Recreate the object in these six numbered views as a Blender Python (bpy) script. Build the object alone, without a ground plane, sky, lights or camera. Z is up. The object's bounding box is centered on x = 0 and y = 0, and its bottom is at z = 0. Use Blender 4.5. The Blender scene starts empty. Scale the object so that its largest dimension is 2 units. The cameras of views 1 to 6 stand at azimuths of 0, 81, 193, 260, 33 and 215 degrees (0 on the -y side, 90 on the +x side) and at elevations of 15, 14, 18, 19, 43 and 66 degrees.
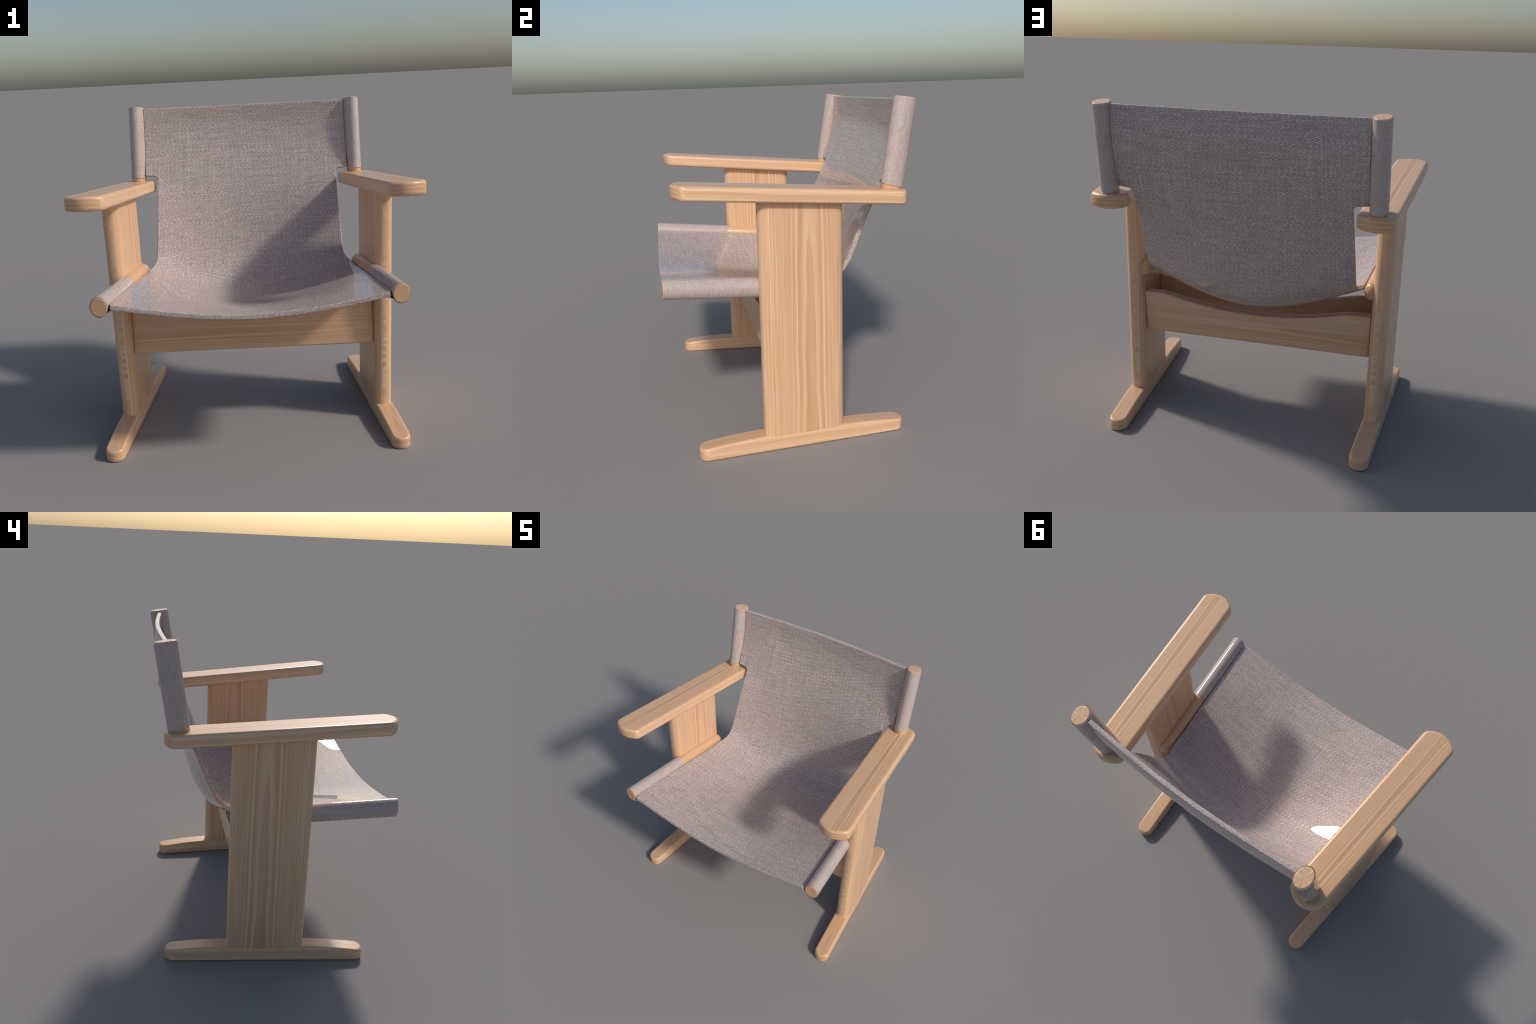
"""Low sling armchair: pale pine frame (two splayed trestle sides joined by two
scooped cross rails) with one woven sheet slung between two seat dowels and two
back dowels.  Metres, z up, front of the chair towards -y."""
import bpy, bmesh, math
import numpy as np
from mathutils import Matrix, Vector

# ------------------------------------------------------------------ sizes
SIDE_X, YAW = 0.8030, math.radians(5.0)      # side frames: offset and splay
SLOPE = 0.0854                               # arms and seat fall to the back
ARM = dict(half=0.1082, y0=-0.651, y1=0.683, z=1.5975, t=0.081, sag=0.050, corner=0.047)
LEG = dict(half=0.0547, y0=-0.1925, y1=0.2952, z0=0.055, depth=0.068)
FOOT = dict(half=0.0560, y0=-0.580, y1=0.682, tip=0.069, mid=0.0945)
SEAT_DOWEL = dict(x=-0.0615, y0=-0.7215, y1=0.281, z=1.0143, yz=-0.7155, rx=0.0468, rz=0.0555)
BACK_DOWEL = dict(bottom=(0.7526, 0.5993, 1.5183), top=(0.7431, 0.6725, 1.9904), rx=0.0470, ry=0.0612)
RAIL = dict(z0=0.4950, end_h=0.276, dip=0.080, thick=0.062, half=0.752)
SHEET_T = 0.027

# ------------------------------------------------------------------ helpers
def smoothstep(a, b, x):
    t = np.clip((np.asarray(x, float) - a) / (b - a), 0, 1)
    return t * t * (3 - 2 * t)


def spline(P, n):
    """Natural cubic spline through P (centripetal), n points evenly spaced."""
    P = np.asarray(P, float)
    m = len(P)
    t = np.r_[0, np.cumsum(np.linalg.norm(np.diff(P, axis=0), axis=1) ** 0.5)]
    h = np.diff(t)
    A = np.zeros((m, m)); b = np.zeros(P.shape); A[0, 0] = A[-1, -1] = 1
    for i in range(1, m - 1):
        A[i, i - 1:i + 2] = h[i - 1], 2 * (h[i - 1] + h[i]), h[i]
        b[i] = 6 * ((P[i + 1] - P[i]) / h[i] - (P[i] - P[i - 1]) / h[i - 1])
    M = np.linalg.solve(A, b)
    T = np.linspace(0, t[-1], 1200)
    k = np.clip(np.searchsorted(t, T) - 1, 0, m - 2)
    a, c, H = (t[k + 1] - T)[:, None], (T - t[k])[:, None], h[k][:, None]
    Q = (M[k] * a ** 3 + M[k + 1] * c ** 3) / (6 * H) + (P[k] / H - M[k] * H / 6) * a + (P[k + 1] / H - M[k + 1] * H / 6) * c
    L = np.r_[0, np.cumsum(np.linalg.norm(np.diff(Q, axis=0), axis=1))]
    S = np.linspace(0, L[-1], n)
    return np.stack([np.interp(S, L, Q[:, i]) for i in range(P.shape[1])], 1)


def mesh_object(name, verts, faces, mat, parent, smooth=True):
    me = bpy.data.meshes.new(name)
    me.from_pydata([tuple(v) for v in verts], [], faces)
    bm = bmesh.new(); bm.from_mesh(me)
    bmesh.ops.recalc_face_normals(bm, faces=bm.faces)
    bm.to_mesh(me); bm.free()
    for m in (mat if isinstance(mat, (list, tuple)) else [mat]):
        me.materials.append(m)
    if smooth:
        me.polygons.foreach_set("use_smooth", [True] * len(me.polygons))
        me.set_sharp_from_angle(angle=math.radians(50))
    o = bpy.data.objects.new(name, me)
    bpy.context.scene.collection.objects.link(o)
    o.parent = parent
    return o


def twin(o):
    """The mirrored partner of a part on the other side of the chair."""
    c = o.copy()
    bpy.context.scene.collection.objects.link(c)
    c.matrix_basis = Matrix.Scale(-1, 4, (1, 0, 0)) @ o.matrix_basis
    return c


def side_frame(o):
    o.matrix_basis = Matrix.Translation((SIDE_X, 0, 0)) @ Matrix.Rotation(YAW, 4, 'Z')
    return o


def slab(outline, layers):
    """Board from a plan outline (right-hand half, front tip to back tip) and a
    stack of layers (inset, height function of y).  Returns verts, faces."""
    half = np.array(outline)                          # x >= 0, y increasing, tips at x = 0
    full = np.vstack([half, half[-2:0:-1] * [-1, 1]])
    n = len(full)
    d = np.roll(full, -1, 0) - np.roll(full, 1, 0)
    nor = np.stack([d[:, 1], -d[:, 0]], 1)
    nor /= np.linalg.norm(nor, axis=1, keepdims=True)
    V, F = [], []
    for inset, zf in layers:
        q = full - nor * inset
        V += [(x, y, zf(y)) for x, y in q]
    for k in range(len(layers) - 1):
        for i in range(n):
            j = (i + 1) % n
            F.append((k * n + i, k * n + j, (k + 1) * n + j, (k + 1) * n + i))
    h = len(half)
    for base in (0, (len(layers) - 1) * n):
        F.append((base, base + 1, base + n - 1))
        for i in range(1, h - 2):
            F.append((base + i, base + i + 1, base + n - 1 - i, base + n - i))
        F.append((base + h - 2, base + h - 1, base + h))
    return V, F


def round_layers(bottom, top, rb, rt, seg=6):
    """Layers for a slab whose upper and lower edges are rounded."""
    L = [(rb * 1.15, lambda y: bottom(y))]
    for i in range(seg + 1):
        a = math.pi / 2 * i / seg
        L.append((rb * (1 - math.sin(a)), lambda y, a=a: bottom(y) + rb * (1 - math.cos(a))))
    for i in range(seg + 1):
        a = math.pi / 2 * i / seg
        L.append((rt * (1 - math.cos(a)), lambda y, a=a: top(y) - rt * (1 - math.sin(a))))
    L.append((rt * 1.15, lambda y: top(y)))
    return L


# ------------------------------------------------------------------ materials
class Nodes:
    def __init__(self, name):
        self.m = bpy.data.materials.new(name)
        self.m.use_nodes = True
        self.t = self.m.node_tree
        self.bsdf = self.t.nodes["Principled BSDF"]

    def new(self, kind, **kw):
        n = self.t.nodes.new(kind)
        for k, v in kw.items():
            setattr(n, k, v)
        return n

    def put(self, sock, v):
        if isinstance(v, bpy.types.NodeSocket):
            self.t.links.new(v, sock)
        else:
            sock.default_value = v

    def math(self, op, a, b=0.0, c=0.0, clamp=False):
        n = self.new("ShaderNodeMath", operation=op, use_clamp=clamp)
        for s, v in zip(n.inputs, (a, b, c)):
            self.put(s, v)
        return n.outputs[0]

    def combine(self, x, y, z):
        n = self.new("ShaderNodeCombineXYZ")
        for s, v in zip(n.inputs, (x, y, z)):
            self.put(s, v)
        return n.outputs[0]

    def split(self, v):
        n = self.new("ShaderNodeSeparateXYZ"); self.put(n.inputs[0], v)
        return n.outputs

    def noise(self, vec, scale=1.0, detail=2.0, rough=0.5, out=0):
        n = self.new("ShaderNodeTexNoise")
        self.put(n.inputs["Vector"], vec)
        n.inputs["Scale"].default_value = scale
        n.inputs["Detail"].default_value = detail
        n.inputs["Roughness"].default_value = rough
        return n.outputs[out]

    def ramp(self, fac, stops, interp="LINEAR"):
        n = self.new("ShaderNodeValToRGB")
        r = n.color_ramp; r.interpolation = interp
        while len(r.elements) < len(stops):
            r.elements.new(0.5)
        for e, (p, c) in zip(r.elements, stops):
            e.position = p
            e.color = (*c, 1) if len(c) == 3 else c
        self.put(n.inputs[0], fac)
        return n.outputs[0]

    def mix(self, fac, a, b, blend="MIX"):
        n = self.new("ShaderNodeMix", data_type="RGBA", blend_type=blend)
        self.put(n.inputs[0], fac); self.put(n.inputs[6], a); self.put(n.inputs[7], b)
        return n.outputs[2]

    def map(self, v, a, b, c=0.0, d=1.0):
        n = self.new("ShaderNodeMapRange")
        for s, x in zip(n.inputs[:5], (v, a, b, c, d)):
            self.put(s, x)
        return n.outputs[0]


DARK, MID, LIGHT = (0.610, 0.338, 0.172), (0.745, 0.462, 0.268), (0.872, 0.640, 0.432)


def wood(name, grain, across, centre, depth, ring, seed, core, ladder=False, drift=0.012, wave=0.26, bold=0.92, lean=None, end='w', fade=0.5, through=0.25, fine=1.0):
    """Flat-sawn pine.  Growth rings lie about an axis along the grain, `depth`
    under the face, so bands are broad over the heart and crowd outwards."""
    N = Nodes(name)
    co = N.new("ShaderNodeTexCoord").outputs["Object"]
    ax = N.split(co)
    thick = ({0, 1, 2} - {grain, across}).pop()
    g, u, w = ax[grain], ax[across], ax[thick]
    if lean:                                          # part slopes: take heights from its own mid line
        mid = N.math("MULTIPLY_ADD", g, -lean[1], lean[0])
        if thick == 2: w = N.math("SUBTRACT", w, mid)
        else: u = N.math("SUBTRACT", u, mid)
    cen = lambda f: N.math("SUBTRACT", f, 0.5)
    mul = lambda a, b: N.math("MULTIPLY", a, b)
    slow = cen(N.noise(N.combine(mul(g, 1.1), mul(u, 1.5), seed), 1.0, 1.0))
    slow2 = cen(N.noise(N.combine(mul(g, 1.5), 0.0, seed + 31.0), 1.0, 1.0))
    wob = cen(N.noise(N.combine(mul(g, 7.0), mul(u, 22.0), seed + 7.3), 1.0, 1.0))
    du = N.math("ADD", N.math("SUBTRACT", u, centre), mul(slow, drift * 1.6))
    h = N.math("ADD", N.math("ADD", mul(w, through), depth), N.math("ADD", mul(slow2, ring * 0.5), mul(g, ring * 0.36)))
    # on faces cut across the grain the rings show as flat layers
    nrm = [N.math("ABSOLUTE", c) for c in N.split(N.new("ShaderNodeTexCoord").outputs["Normal"])]
    cut = N.map(nrm[grain], 0.38, 0.88)
    keep = N.math("SUBTRACT", 1.0, cut)
    if end == 'w': du = mul(du, keep)
    else: h = N.math("MULTIPLY_ADD", h, keep, mul(cut, 0.004))
    r = N.math("SQRT", N.math("ADD", mul(du, du), mul(h, h)))
    r = N.math("ADD", r, mul(wob, ring * wave))
    rr = N.math("DIVIDE", r, ring)
    cell, fr = N.math("FLOOR", rr), N.math("FRACT", rr)
    wn = N.new("ShaderNodeTexWhiteNoise", noise_dimensions="1D")
    N.put(wn.inputs["W"], N.math("ADD", cell, seed * 3.1))
    strength = N.map(wn.outputs["Value"], 0, 1, 0.45, 1.0)
    tooth = N.ramp(fr, [(0.0, (0.05,) * 3), (0.045, (1.0,) * 3), (0.30, (0.88,) * 3), (0.46, (0.20,) * 3), (0.90, (0.0,) * 3), (1.0, (0.0,) * 3)])
    off = N.math("ABSOLUTE", du)
    tooth = mul(mul(tooth, strength), N.map(mul(off, nrm[thick]), core * 1.2, core * 2.6, 1.0, fade))
    # fine fibre streaks, strongest away from the heart
    fib = cen(N.noise(N.combine(mul(g, 5.0), mul(u, 420.0), mul(w, 420.0)), 1.0, 2.0, 0.6))
    fib2 = cen(N.noise(N.combine(mul(g, 1.6), mul(u, 150.0), mul(w, 150.0)), 1.0, 2.0, 0.6))
    fib3 = cen(N.noise(N.combine(mul(g, 1.2), mul(u, 40.0), mul(w, 40.0)), 1.0, 1.0, 0.5))
    outer = N.map(off, core, core * 3.0, 0.25, 1.0)
    v = N.math("ADD", mul(tooth, bold), mul(fib, 0.30))
    v = N.math("ADD", v, mul(mul(fib2, outer), 1.05 * fine))
    v = N.math("ADD", v, mul(mul(fib3, outer), 0.45 * fine))
    v = N.math("ADD", v, N.map(off, core * 0.8, core * 3.0, 0.04, 0.34), clamp=True)
    mott = cen(N.noise(N.combine(mul(g, 60.0), mul(u, 160.0), mul(w, 160.0)), 1.0, 1.0))
    v = N.math("ADD", v, mul(mott, 0.16), clamp=True)
    if ladder:
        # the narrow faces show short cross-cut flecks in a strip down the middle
        nor = N.new("ShaderNodeTexCoord").outputs["Normal"]
        na = N.math("ABSOLUTE", N.split(nor)[across])
        edge = N.map(na, 0.55, 0.75)
        strip = mul(edge, N.map(N.math("ABSOLUTE", N.math("ADD", w, 0.004)), 0.014, 0.010))
        skew = mul(N.math("ABSOLUTE", N.math("ADD", w, 0.004)), 0.9)
        fl = N.noise(N.combine(mul(N.math("ADD", g, skew), 36.0), mul(w, 8.0), seed), 1.0, 0.0)
        amp = N.noise(N.combine(mul(g, 3.0), 0.0, seed + 4), 1.0, 1.0)
        fl = N.math("ADD", mul(N.math("SUBTRACT", fl, 0.5), N.map(amp, 0.35, 0.6, 0.5, 2.0)), 0.5, clamp=True)
        v = N.math("ADD", mul(v, N.math("SUBTRACT", 1.0, strip)), mul(fl, strip), clamp=True)
    col = N.ramp(v, [(0.0, DARK), (0.45, MID), (1.0, LIGHT)])
    tint = N.noise(N.combine(mul(g, 0.8), mul(u, 16.0), seed + 2), 1.0, 2.0)
    col = N.mix(N.map(tint, 0.42, 0.62, 0.0, 0.5), col, (0.745, 0.465, 0.300, 1))
    N.put(N.bsdf.inputs["Base Color"], col)
    N.bsdf.inputs["Roughness"].default_value = 0.30
    return N.m


def end_grain(name):
    """Dowel tops: wedge-like rays around the middle."""
    N = Nodes(name)
    co = N.new("ShaderNodeTexCoord").outputs["Object"]
    x, y, z = N.split(co)
    ang = N.math("ARCTAN2", y, x)
    ring = N.combine(N.math("MULTIPLY", N.math("COSINE", ang), 3.6), N.math("MULTIPLY", N.math("SINE", ang), 3.6), 3.0)
    v = N.noise(ring, 1.0, 4.0, 0.65)
    fine = N.noise(N.combine(N.math("MULTIPLY", N.math("COSINE", ang), 14.0), N.math("MULTIPLY", N.math("SINE", ang), 14.0), 9.0), 1.0, 2.0)
    v = N.math("ADD", N.math("MULTIPLY", v, 0.75), N.math("MULTIPLY", fine, 0.25))
    N.put(N.bsdf.inputs["Base Color"], N.ramp(v, [(0.34, DARK), (0.5, MID), (0.66, LIGHT)]))
    N.bsdf.inputs["Roughness"].default_value = 0.30
    return N.m


CLOTH = [(0.0, (0.190, 0.134, 0.122)), (0.44, (0.515, 0.414, 0.384)), (0.92, (0.850, 0.726, 0.676))]


def weave(name, scale=1.0, sleeve=False):
    """Coarse woven cloth with a glassy film: staggered weft dashes, paler warp
    streaks and faint pink / grey-green patches."""
    N = Nodes(name)
    geo = N.new("ShaderNodeNewGeometry")
    co = N.new("ShaderNodeTexCoord").outputs["Object"]
    x, y, z = N.split(co)
    nx, ny, nz = [N.math("ABSOLUTE", s) for s in N.split(geo.outputs["True Normal"])]
    flat = N.math("GREATER_THAN", nz, ny)                        # lies like the seat
    side = N.math("GREATER_THAN", nx, N.math("MAXIMUM", ny, nz))  # faces sideways
    pick = lambda m, a, b: N.math("ADD", N.math("MULTIPLY", m, a), N.math("MULTIPLY", N.math("SUBTRACT", 1.0, m), b))
    u = pick(side, y, x)
    v = pick(side, z, pick(flat, y, z))
    u = N.math("MULTIPLY", u, scale); v = N.math("MULTIPLY", v, scale)
    mul = lambda a, b: N.math("MULTIPLY", a, b)
    cen = lambda f: N.math("SUBTRACT", f, 0.5)
    # hand-woven unevenness: rows of differing thickness, wandering warp
    wob = cen(N.noise(N.combine(mul(u, 2.5), mul(v, 9.0), 0.0), 1.0, 1.0))
    rows = cen(N.noise(N.combine(mul(u, 0.8), mul(v, 48.0), 5.0), 1.0, 1.0))
    warp = cen(N.noise(N.combine(mul(u, 22.0), mul(v, 4.0), 9.0), 1.0, 1.0))
    jit = cen(N.noise(N.combine(mul(u, 60.0), mul(v, 110.0), 2.0), 1.0, 0.0))
    uu = N.math("ADD", u, N.math("ADD", mul(warp, 0.015), mul(jit, 0.006)))
    vv = N.math("ADD", N.math("ADD", v, mul(wob, 0.006)), N.math("ADD", mul(rows, 0.0075), mul(jit, 0.0012)))
    pitch, dash = 0.0056, 0.0290
    rowf = N.math("DIVIDE", vv, pitch)
    row, fv = N.math("FLOOR", rowf), N.math("FRACT", rowf)
    wr = N.new("ShaderNodeTexWhiteNoise", noise_dimensions="1D")
    N.put(wr.inputs["W"], row)
    shift = N.math("ADD", mul(N.math("MODULO", row, 2.0), 0.5), mul(cen(wr.outputs["Value"]), 0.24))
    su = N.math("ADD", N.math("DIVIDE", uu, dash), shift)
    fu, cell = N.math("FRACT", su), N.math("FLOOR", su)
    tri = lambda f: N.math("SUBTRACT", 1.0, N.math("ABSOLUTE", N.math("SUBTRACT", mul(f, 2.0), 1.0)))
    bump_u = N.map(tri(fu), 0.22, 0.50); bump_v = N.map(tri(fv), 0.05, 0.62, -0.30, 1.06)
    wn = N.new("ShaderNodeTexWhiteNoise", noise_dimensions="2D")
    N.put(wn.inputs["Vector"], N.combine(row, cell, 0.0))
    thread = mul(mul(bump_u, bump_v), N.map(wn.outputs["Value"], 0, 1, 0.40, 1.08))
    gap = mul(N.math("SUBTRACT", 1.0, bump_u), N.map(tri(fv), 0.10, 0.70, -0.48, 0.06))
    streak = N.noise(N.combine(mul(u, 85.0), mul(v, 3.0), 1.0), 1.0, 2.0)
    streak2 = cen(N.noise(N.combine(mul(u, 4.0), mul(v, 75.0), 3.0), 1.0, 1.0))
    ends = cen(N.noise(N.combine(mul(u, 150.0), mul(v, 1.6), 21.0), 1.0, 2.0))
    fine = cen(N.noise(N.combine(u, v, 2.0), 300.0, 1.0))
    val = N.math("ADD", 0.29, mul(thread, 0.50))
    val = N.math("ADD", val, mul(gap, 0.30))
    val = N.math("ADD", val, mul(N.map(streak, 0.60, 0.78), 0.16))
    val = N.math("ADD", val, mul(streak2, 0.26))
    val = N.math("ADD", val, mul(ends, 0.24))
    val = N.math("ADD", val, mul(fine, 0.24), clamp=True)
    if sleeve:
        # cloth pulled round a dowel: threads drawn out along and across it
        a1 = cen(N.noise(N.combine(mul(v, 240.0), mul(u, 16.0), 4.0), 1.0, 2.0))
        a2 = cen(N.noise(N.combine(mul(v, 16.0), mul(u, 200.0), 6.0), 1.0, 2.0))
        val = N.math("ADD", N.math("ADD", mul(val, 0.24), 0.335), N.math("ADD", mul(a1, 0.20), mul(a2, 0.46)), clamp=True)
    col = N.ramp(val, CLOTH)
    patch = N.noise(N.combine(u, v, 8.0), 7.0, 3.0, 0.6)
    patch2 = N.noise(N.combine(u, v, 11.0), 60.0, 1.0)
    patch3 = N.noise(N.combine(u, v, 17.0), 45.0, 1.0)
    col = N.mix(N.map(patch, 0.46, 0.64, 0.0, 0.6), col, N.mix(1.0, col, (0.91, 0.99, 0.95, 1), "MULTIPLY"))
    col = N.mix(N.map(patch2, 0.60, 0.72, 0.0, 0.8), col, N.mix(1.0, col, (1.04, 0.90, 0.89, 1), "MULTIPLY"))
    col = N.mix(N.map(patch3, 0.62, 0.74, 0.0, 0.8), col, N.mix(1.0, col, (0.92, 1.02, 0.97, 1), "MULTIPLY"))
    N.put(N.bsdf.inputs["Base Color"], col)
    N.bsdf.inputs["Roughness"].default_value = 0.0
    return N.m


# ------------------------------------------------------------------ the chair
chair = bpy.data.objects.new("sling_armchair", None)
bpy.context.scene.collection.objects.link(chair)
chair["label"] = "low pale pine armchair with woven grey sling seat"
chair["category"] = "armchair"

wood_leg = wood("pine_leg", 2, 1, 0.085, 0.1305, 0.0150, 1.7, 0.055, ladder=True, wave=0.18, bold=0.82, fade=0.40, fine=1.1)
wood_arm = wood("pine_arm", 1, 0, 0.012, 0.0520, 0.0085, 4.1, 0.026, drift=0.005, wave=0.10, bold=0.68, fade=0.10,
                through=0.36, fine=0.6, lean=(ARM["z"] + SLOPE * ARM["y0"] - ARM["t"] / 2, SLOPE))
wood_foot = wood("pine_foot", 1, 0, 0.004, 0.0400, 0.0085, 8.6, 0.014, drift=0.003, wave=0.08, bold=0.50, fade=0.25, through=0.22, fine=0.7)
wood_rail = wood("pine_rail", 0, 2, 0.120, 0.0800, 0.0125, 12.3, 0.036, drift=0.008, wave=0.12, bold=0.60, fade=0.35, fine=0.8)
wood_dowel = wood("pine_dowel", 1, 2, 0.005, 0.0300, 0.0105, 15.5, 0.03, drift=0.005, wave=0.15, bold=0.32, fine=0.5, end='u',
                  lean=(SEAT_DOWEL["z"] + 0.0848 * SEAT_DOWEL["yz"], 0.0848))
wood_post = wood("pine_post", 2, 1, 0.02, 0.05, 0.0125, 18.2, 0.04, drift=0.006, wave=0.15, bold=0.5)
ray_end = end_grain("pine_end_grain")
cloth = weave("woven_cloth")
cloth_fine = weave("woven_cloth_sleeve", 1.0, sleeve=True)


# -- armrest ----------------------------------------------------------------
def arm_outline():
    h, s, rc = ARM["half"], ARM["sag"], ARM["corner"]
    bulge = lambda x: s * (1 - (x / h) ** 2)
    tilt = lambda x: math.atan(2 * s * x / h ** 2)    # direction of the end arc
    xe = h - rc
    for _ in range(30):                               # where a corner of radius rc is tangent
        xe = h - rc + rc * math.sin(tilt(xe))
    end = [(x, bulge(x)) for x in np.linspace(0.0, xe, 14)]
    a0, ye = tilt(xe), bulge(xe)
    cor = [(h - rc + rc * math.sin(a), ye + rc * (math.cos(a) - math.cos(a0))) for a in np.linspace(a0, math.pi / 2, 11)[1:]]
    prof = end + cor                                  # x from 0 to h, height of the end
    front = [(x, ARM["y0"] + s - d) for x, d in prof]
    back = [(x, ARM["y1"] - s + d) for x, d in prof]
    y_a, y_b = front[-1][1], back[-1][1]
    mid = [(h, y) for y in np.linspace(y_a, y_b, 14)[1:-1]]
    return front + mid + back[::-1]


arm_top = lambda y: ARM["z"] - SLOPE * (y - ARM["y0"])
V, F = slab(arm_outline(), round_layers(lambda y: arm_top(y) - ARM["t"], arm_top, 0.018, 0.021))
armrest = side_frame(mesh_object("armrest", [(x, y, z) for x, y, z in V], F, wood_arm, chair))
twin(armrest)


# -- upright leg board --------------------------------------------------------
def leg_mesh():
    h, dp = LEG["half"], LEG["depth"]
    half_ring, n = [], 16
    for i in range(n + 1):                            # superelliptic nose, front
        a = math.pi / 2 * i / n
        half_ring.append((h * math.sin(a) ** 0.82, LEG["y0"] + dp * (1 - math.cos(a) ** 0.9)))
    back = [(x, LEG["y0"] + LEG["y1"] - y) for x, y in half_ring][::-1]
    ring = half_ring + [(h, y) for y in np.linspace(half_ring[-1][1], back[0][1], 8)[1:-1]] + back
    ring = ring + [(-x, y) for x, y in ring[::-1] if x > 1e-6]
    levels = np.linspace(0, 1, 16)
    V, F, m = [], [], len(ring)
    for f in levels:
        for x, y in ring:
            top = arm_top(y) - ARM["t"] + 0.02
            V.append((x, y, LEG["z0"] + f * (top - LEG["z0"])))
    for k in range(len(levels) - 1):
        for i in range(m):
            j = (i + 1) % m
            F.append((k * m + i, k * m + j, (k + 1) * m + j, (k + 1) * m + i))
    F.append(tuple(range(m))); F.append(tuple(range((len(levels) - 1) * m, len(levels) * m)))
    return V, F


leg = side_frame(mesh_object("leg", *leg_mesh(), wood_leg, chair))
twin(leg)


# -- foot runner ----------------------------------------------------------------
def foot_outline():
    h = FOOT["half"]
    tip = [(h * math.sin(a) ** 0.92, h * 0.98 * (1 - math.cos(a) ** 0.96)) for a in np.linspace(0, math.pi / 2, 15)]
    front = [(x, FOOT["y0"] + d) for x, d in tip]
    back = [(x, FOOT["y1"] - d) for x, d in tip][::-1]
    return front + [(h, y) for y in np.linspace(front[-1][1], back[0][1], 26)[1:-1]] + back


def foot_top(y):
    rise = FOOT["mid"] - FOOT["tip"]
    f = (y - FOOT["y0"]) / 0.36 if y < 0.05 else (FOOT["y1"] - y) / 0.36
    f = min(max(f, 0.0), 1.0)
    return FOOT["tip"] + rise * (1 - (1 - f) ** 1.7)


V, F = slab(foot_outline(), round_layers(lambda y: 0.0, foot_top, 0.007, 0.014))
foot = side_frame(mesh_object("foot", V, F, wood_foot, chair))
twin(foot)


# -- cross rails -------------------------------------------------------------------
def rail_mesh():
    """Board standing on edge: flat shoulders, then a scoop under the sling.
    Local x across the chair, y through the thickness, z up from the lower edge."""
    n, half, th = 81, RAIL["half"], RAIL["thick"]
    V, F = [], []
    xs = np.linspace(-half, half, n)
    # finer stations close to the rounded ends
    xs = np.r_[-half, -half + 0.004, -half + 0.010, np.linspace(-half + 0.02, half - 0.02, n), half - 0.010, half - 0.004, half]
    r0 = 0.012
    for x in xs:
        e = half - abs(x)
        scoop = RAIL["end_h"] - RAIL["dip"] * (1 - (abs(x) / 0.60) ** 2)
        k = 0.005                                      # soft meeting of scoop and flat shoulder
        top = -k * math.log(math.exp(-(scoop - RAIL["end_h"]) / k) + 1.0) + RAIL["end_h"]
        pull = 0.0 if e >= r0 else r0 - math.sqrt(max(r0 ** 2 - (r0 - e) ** 2, 0))
        a, b, c, d = -th / 2 + pull, th / 2 - pull, pull, top - pull
        r = 0.011
        for cy, cz, a0 in ((b - r, d - r, 0), (a + r, d - r, 90), (a + r, c + r, 180), (b - r, c + r, 270)):
            for i in range(5):
                t = math.radians(a0 + 90 * i / 4)
                V.append((x, cy + r * math.cos(t), cz + r * math.sin(t)))
    m = 20
    for k in range(len(xs) - 1):
        for i in range(m):
            j = (i + 1) % m
            F.append((k * m + i, k * m + j, (k + 1) * m + j, (k + 1) * m + i))
    F.append(tuple(range(m))); F.append(tuple(range((len(xs) - 1) * m, len(xs) * m)))
    return V, F


TILT = math.atan(SLOPE)
V, F = rail_mesh()


def shear_ends(V, y_mid):
    """Let the rail's ends follow the splayed sides."""
    out = []
    for x, y, z in V:
        k = (SIDE_X - LEG["half"] - (y_mid + y) * math.tan(YAW)) / RAIL["half"]
        out.append((x * k, y, z))
    return out


for y_face, sign in ((-0.139, 1), (0.2246, -1)):
    y_mid = y_face + sign * RAIL["thick"] / 2
    rail = mesh_object("cross_rail", shear_ends(V, y_mid), F, wood_rail, chair)
    rail.matrix_basis = Matrix.Translation((0, y_mid, RAIL["z0"])) @ Matrix.Rotation(-TILT, 4, 'X')


# -- dowels ------------------------------------------------------------------------
def dowel_mesh(length, ra, rb, bevel, dome=0.0, seg=48):
    """Along +z from 0; flat lightly chamfered start, domed or chamfered end."""
    st = [(0.0, 1 - bevel / ra * 1.6), (0.0, 1 - bevel / ra), (bevel * 0.3, 1 - bevel / ra * 0.3), (bevel, 1.0)]
    if dome:
        for i in range(13):
            a = math.pi / 2 * i / 12
            st.append((length - dome + dome * math.sin(a), max(math.cos(a), 0.01) ** 0.9))
    else:
        st += [(length - bevel, 1.0), (length - bevel * 0.3, 1 - bevel / ra * 0.3), (length, 1 - bevel / ra), (length, 1 - bevel / ra * 1.6)]
    V, F = [], []
    for z, k in st:
        for i in range(seg):
            t = 2 * math.pi * i / seg
            V.append((ra * k * math.cos(t), rb * k * math.sin(t), z))
    for k in range(len(st) - 1):
        for i in range(seg):
            j = (i + 1) % seg
            F.append((k * seg + i, k * seg + j, (k + 1) * seg + j, (k + 1) * seg + i))
    F.append(tuple(range(seg))); F.append(tuple(range((len(st) - 1) * seg, len(st) * seg)))
    return V, F


sd = SEAT_DOWEL
seat_slope = 0.0817 / 0.9635
V, F = dowel_mesh(sd["y1"] - sd["y0"], sd["rx"], sd["rz"], 0.004, dome=0.046)
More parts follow.
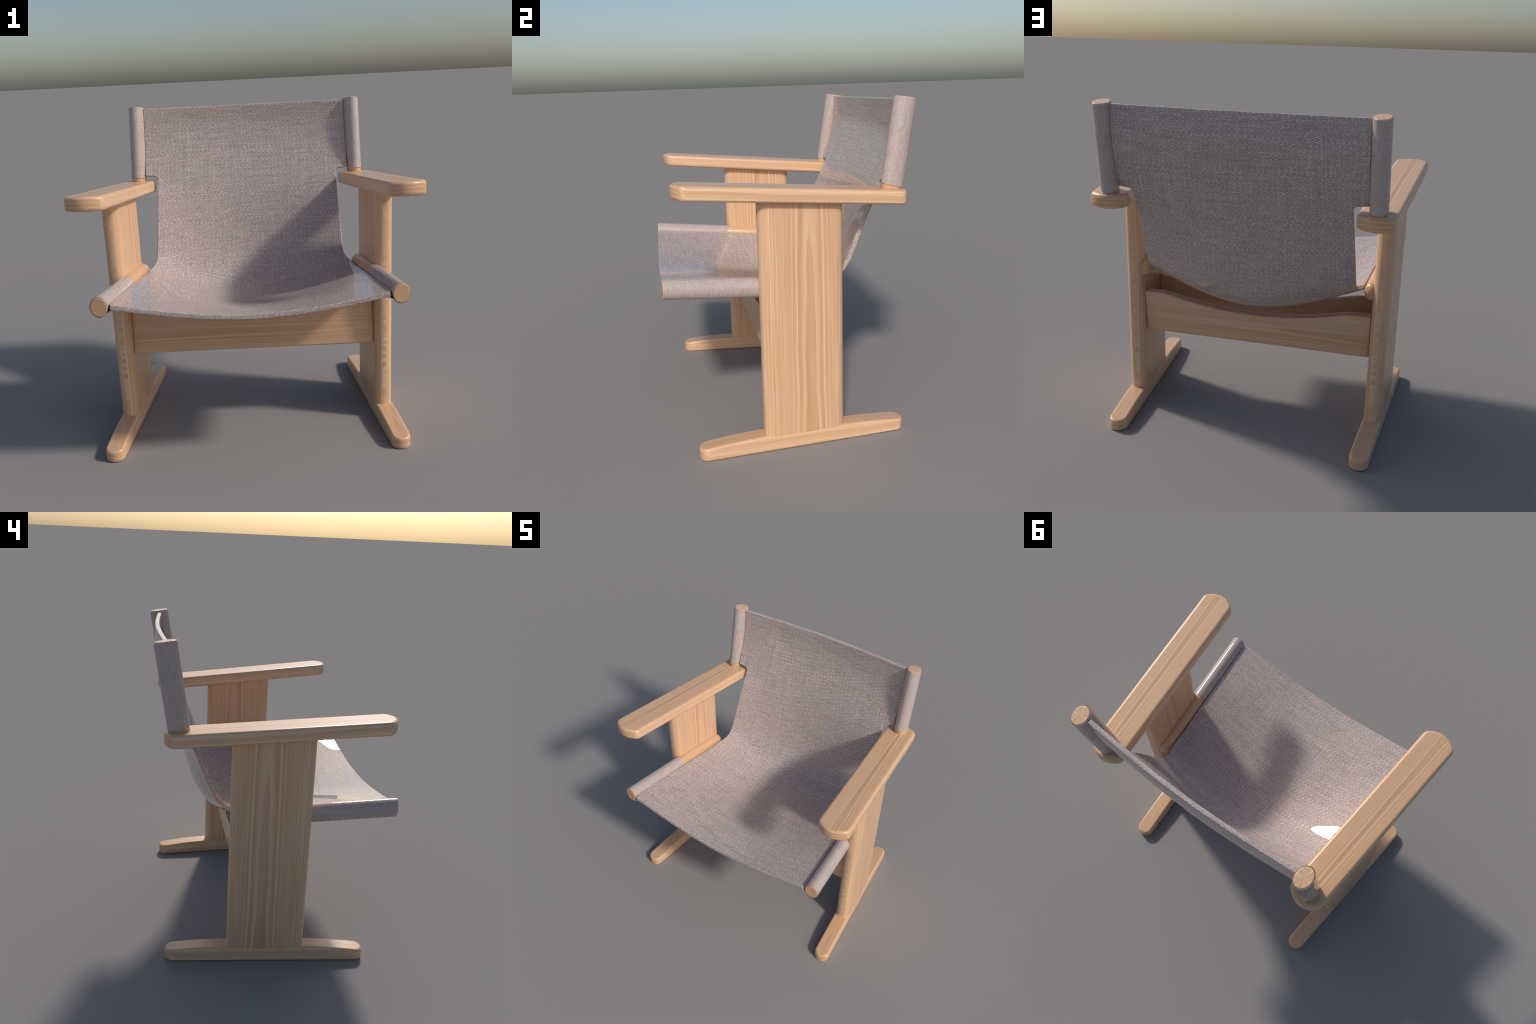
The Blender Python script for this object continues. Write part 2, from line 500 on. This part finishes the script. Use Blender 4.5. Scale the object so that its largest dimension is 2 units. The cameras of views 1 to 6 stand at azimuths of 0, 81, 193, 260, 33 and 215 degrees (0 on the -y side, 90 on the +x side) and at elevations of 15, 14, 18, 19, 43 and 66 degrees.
# lay it along y: local (a, b, l) -> (a, l, b), sloping down to the back
V = [(a + sd["x"], l + sd["y0"], b + sd["z"] - seat_slope * (l + sd["y0"] - sd["yz"])) for a, b, l in V]
seat_dowel = side_frame(mesh_object("seat_dowel", V, F, wood_dowel, chair))
twin(seat_dowel)

bd = BACK_DOWEL
b0, b1 = Vector(bd["bottom"]), Vector(bd["top"])
axis = (b1 - b0).normalized()
start = b0 - axis * 0.06
length = (b1 - start).length
ex = Vector((math.cos(YAW), math.sin(YAW), 0)); ex = (ex - axis * ex.dot(axis)).normalized()
ey = axis.cross(ex)
POST = Matrix.Translation(start) @ Matrix((ex, ey, axis)).transposed().to_4x4()
V, F = dowel_mesh(length, bd["rx"], bd["ry"], 0.004)
back_dowel = mesh_object("back_dowel", V, F, [wood_post, ray_end], chair)
for p in back_dowel.data.polygons:
    if p.center.z > length - 0.0005:
        p.material_index = 1
back_dowel.matrix_basis = POST
twin(back_dowel)

# -- the sling -------------------------------------------------------------------------
CENTRE = [(-0.7358, 0.9265), (-0.4440, 0.8810), (-0.0513, 0.7855), (0.3666, 0.8280), (0.5581, 1.3454), (0.6894, 1.7843), (0.6982, 1.9796)]
seat_line = lambda y: 1.0148 - seat_slope * (y + 0.7235)
RIM = [(y, seat_line(y)) for y in (-0.7292, -0.45, -0.15, 0.15)] + \
      [(0.2665, 0.9572), (0.3424, 1.0092), (0.4266, 1.1789), (0.5316, 1.4329), (0.5727, 1.5183), (0.6473, 1.7496), (0.6660, 1.9808)]
FREE = [(0.44, 0.682), (0.49, 0.6390), (0.55, 0.6335), (0.65, 0.6260), (0.76, 0.6205)]   # free side edge half widths
POWER, QUARTIC, NOTCH, NOTCH_R = 1.9033, -0.208, 0.783, 0.027
RES = 1201
centre_c, rim_c = spline(CENTRE, RES), spline(RIM, RES)
SS = np.linspace(0, 1, RES)
along_dowel = 0.7556 - 0.0914 * (rim_c[:, 0] + 0.7235)
along_post = 0.7026 - 0.0201 * (rim_c[:, 1] - 1.5183)
FREE[0] = (0.44, float(np.interp(0.44, SS, along_dowel)))
free_c = spline(FREE, 400)
free_w = np.interp(SS, free_c[:, 0], free_c[:, 1])
hold = np.where(SS < 0.44, along_dowel, free_w)
wgt = smoothstep(0.66, 0.785, SS)
hold = hold * (1 - wgt) + along_post * wgt           # half width of the pulled surface
SPAN = 2.33


def edge_width(s):
    """Half width of the cloth as cut: along the dowels, bare in between,
    with a rounded notch where the armrest passes."""
    if s < 0.44:                                      # front corners are nipped in
        return float(np.interp(s, SS, along_dowel)) - 0.012 * float(1 - smoothstep(0.0, 0.016, s))
    if s > NOTCH + 1e-6:
        return float(np.interp(s, SS, along_post))
    w = min(float(np.interp(s, SS, free_w)), float(np.interp(s, SS, hold)))
    d = (s - NOTCH) * SPAN + NOTCH_R
    if d > 0:
        w += NOTCH_R - math.sqrt(max(NOTCH_R ** 2 - d ** 2, 0.0))
    return w


def cloth_point(s, x):
    e = [np.interp(s, SS, rim_c[:, i]) for i in (0, 1)]
    c = [np.interp(s, SS, centre_c[:, i]) for i in (0, 1)]
    t = np.minimum(np.abs(x) / np.interp(s, SS, hold), 1.0)
    k = 1 - (1 - QUARTIC) * t ** POWER - QUARTIC * t ** 4
    return np.stack([x, e[0] + (c[0] - e[0]) * k, e[1] + (c[1] - e[1]) * k], -1)


def cloth_normal(s, x):
    h = 2e-3
    a = cloth_point(np.clip(s + h, 0, 1), x) - cloth_point(np.clip(s - h, 0, 1), x)
    b = cloth_point(s, x + h) - cloth_point(s, x - h)
    n = np.cross(b, a)
    return n / np.linalg.norm(n, axis=-1, keepdims=True)


def sling_mesh():
    ds = NOTCH_R / SPAN
    s = np.unique(np.round(np.r_[np.linspace(0, 1, 161), np.linspace(0, 0.012, 9), np.linspace(NOTCH - ds, NOTCH, 12), NOTCH + 2e-5, NOTCH + 4e-3], 6))
    s = s[~((s > NOTCH) & (s < NOTCH + 1.5e-3) & (np.abs(s - NOTCH - 2e-5) > 1e-6))]
    t = np.sin(np.linspace(-1, 1, 97) * math.pi / 2 * 0.86) / math.sin(math.pi / 2 * 0.86)
    ins = 0.0035
    W = np.array([edge_width(v) for v in s])
    S = np.repeat(s[:, None], len(t), 1)
    X = (W - ins)[:, None] * t[None, :]
    sc = ins / SPAN + S * (1 - 2 * ins / SPAN)
    P, Nn = cloth_point(sc, X), cloth_normal(np.clip(sc, 0.002, 0.998), X)
    up = P + Nn * SHEET_T / 2
    dn = P - Nn * SHEET_T / 2
    m, n = S.shape
    V = list(up.reshape(-1, 3)) + list(dn.reshape(-1, 3))
    F = []
    at = lambda i, j: i * n + j
    for i in range(m - 1):
        for j in range(n - 1):
            q = (at(i, j), at(i, j + 1), at(i + 1, j + 1), at(i + 1, j))
            F.append(q); F.append(tuple(m * n + k for k in q[::-1]))
    # softly rounded rim all the way round
    loop = [(0, j) for j in range(n)] + [(i, n - 1) for i in range(1, m)] + [(m - 1, j) for j in range(n - 2, -1, -1)] + [(i, 0) for i in range(m - 2, 0, -1)]
    rows = []
    cen = np.array([P[i, j] for i, j in loop])
    nrm = np.array([Nn[i, j] for i, j in loop])
    tan = np.roll(cen, -1, 0) - np.roll(cen, 1, 0)
    out = np.cross(tan, nrm); out /= np.linalg.norm(out, axis=1, keepdims=True)
    if (out[:, 0] * np.sign(cen[:, 0])).sum() < 0:    # the loop has one sense: make it face outwards
        out = -out
    for a in np.linspace(0, math.pi / 2, 4)[1:]:
        rows.append(cen + out * ins * math.sin(a) + nrm * (SHEET_T / 2 - ins * (1 - math.cos(a))))
    for a in np.linspace(math.pi / 2, 0, 4)[:-1]:
        rows.append(cen + out * ins * math.sin(a) - nrm * (SHEET_T / 2 - ins * (1 - math.cos(a))))
    L = len(loop); base = len(V)
    for r in rows: V += list(r)
    first = [at(i, j) for i, j in loop]; last = [m * n + at(i, j) for i, j in loop]
    ids = [first] + [[base + q * L + k for k in range(L)] for q in range(len(rows))] + [last]
    for a, b in zip(ids[:-1], ids[1:]):
        for k in range(L):
            k2 = (k + 1) % L
            F.append((a[k], a[k2], b[k2], b[k]))
    return V, F


sling = mesh_object("sling", *sling_mesh(), cloth, chair)


def sleeve_mesh(ra, rb, thick, y0, y1, web):
    """Tube of cloth round a dowel along +y (local frame: x outwards, z up).  Its
    lower lip runs on, straight, to the underside of the sling."""
    sec = []
    if web:
        tip = np.array((-web, -SHEET_T / 2 + 0.001))
        q = tip / (ra, rb)
        base = math.atan2(q[1], q[0]); off = math.acos(1 / np.linalg.norm(q))
        a0 = base + off                                # tangent point on the lower side
        sec += [tuple(tip * (1 - f) + np.array((ra * math.cos(a0), rb * math.sin(a0))) * f) for f in np.linspace(0, 1, 7)[:-1]]
        a1 = a0 + (math.pi - math.asin(0.20)) - a0
        angs = np.linspace(a0, math.pi - 0.12, 56) if a0 < math.pi - 0.12 else np.linspace(a0 - 2 * math.pi, math.pi - 0.12, 56)
    else:
        angs = np.linspace(-math.pi + 0.02, math.pi - 0.02, 60)
    sec += [(ra * math.cos(a), rb * math.sin(a)) for a in angs]
    sec = np.array(sec)
    d = np.gradient(sec, axis=0); nn = np.stack([-d[:, 1], d[:, 0]], 1); nn /= np.linalg.norm(nn, axis=1, keepdims=True)
    depth = np.full((len(sec), 1), thick)
    if web: depth[:7, 0] = thick + 0.007 * np.sin(np.linspace(0.25, 0.9, 7) * math.pi)
    inner = sec + nn * depth
    if ((inner[-8] ** 2).sum() > (sec[-8] ** 2).sum()): inner = sec - nn * depth
    k = len(sec)
    st = [(y, 0.0) for y in np.linspace(y0, y1, 6)]
    V, F = [], []
    for y, cut in st:
        V += [(p[0] * (1 - cut) + q[0] * cut, y, p[1] * (1 - cut) + q[1] * cut) for p, q in zip(sec, inner)]
        V += [(q[0] * (1 - cut) + p[0] * cut, y, q[1] * (1 - cut) + p[1] * cut) for p, q in zip(sec, inner)]
    w = 2 * k
    for s_ in range(len(st) - 1):
        for off in (0, k):
            for i in range(k - 1):
                a = s_ * w + off + i
                F.append((a, a + 1, a + 1 + w, a + w))
        for i in (0, k - 1):
            a = s_ * w + i
            F.append((a, a + k, a + k + w, a + w))
    for s_ in (0, len(st) - 1):
        for i in range(k - 1):
            a = s_ * w + i
            F.append((a, a + 1, a + 1 + k, a + k))
    return V, F


V, F = sleeve_mesh(0.0503, 0.0590, 0.0022, sd["y0"] + 0.003, LEG["y0"] + 0.004, web=0.088)
V = [(x + sd["x"], y, z + sd["z"] - seat_slope * (y - sd["yz"])) for x, y, z in V]
seat_sleeve = mesh_object("seat_sleeve", V, F, cloth_fine, sling)
seat_sleeve.matrix_basis = Matrix.Translation((SIDE_X, 0, 0)) @ Matrix.Rotation(YAW, 4, 'Z')
twin(seat_sleeve)

V, F = sleeve_mesh(0.0507, 0.0662, 0.0022, 0.051, length - 0.003, web=0)
# the lower hem follows the armrest: a little longer behind
V = [(x, z, y - (0.002 + 0.006 * z / 0.066 if y < 0.06 else 0.0)) for x, y, z in V]
back_sleeve = mesh_object("back_sleeve", V, F, cloth_fine, sling)
back_sleeve.matrix_basis = POST
twin(back_sleeve)
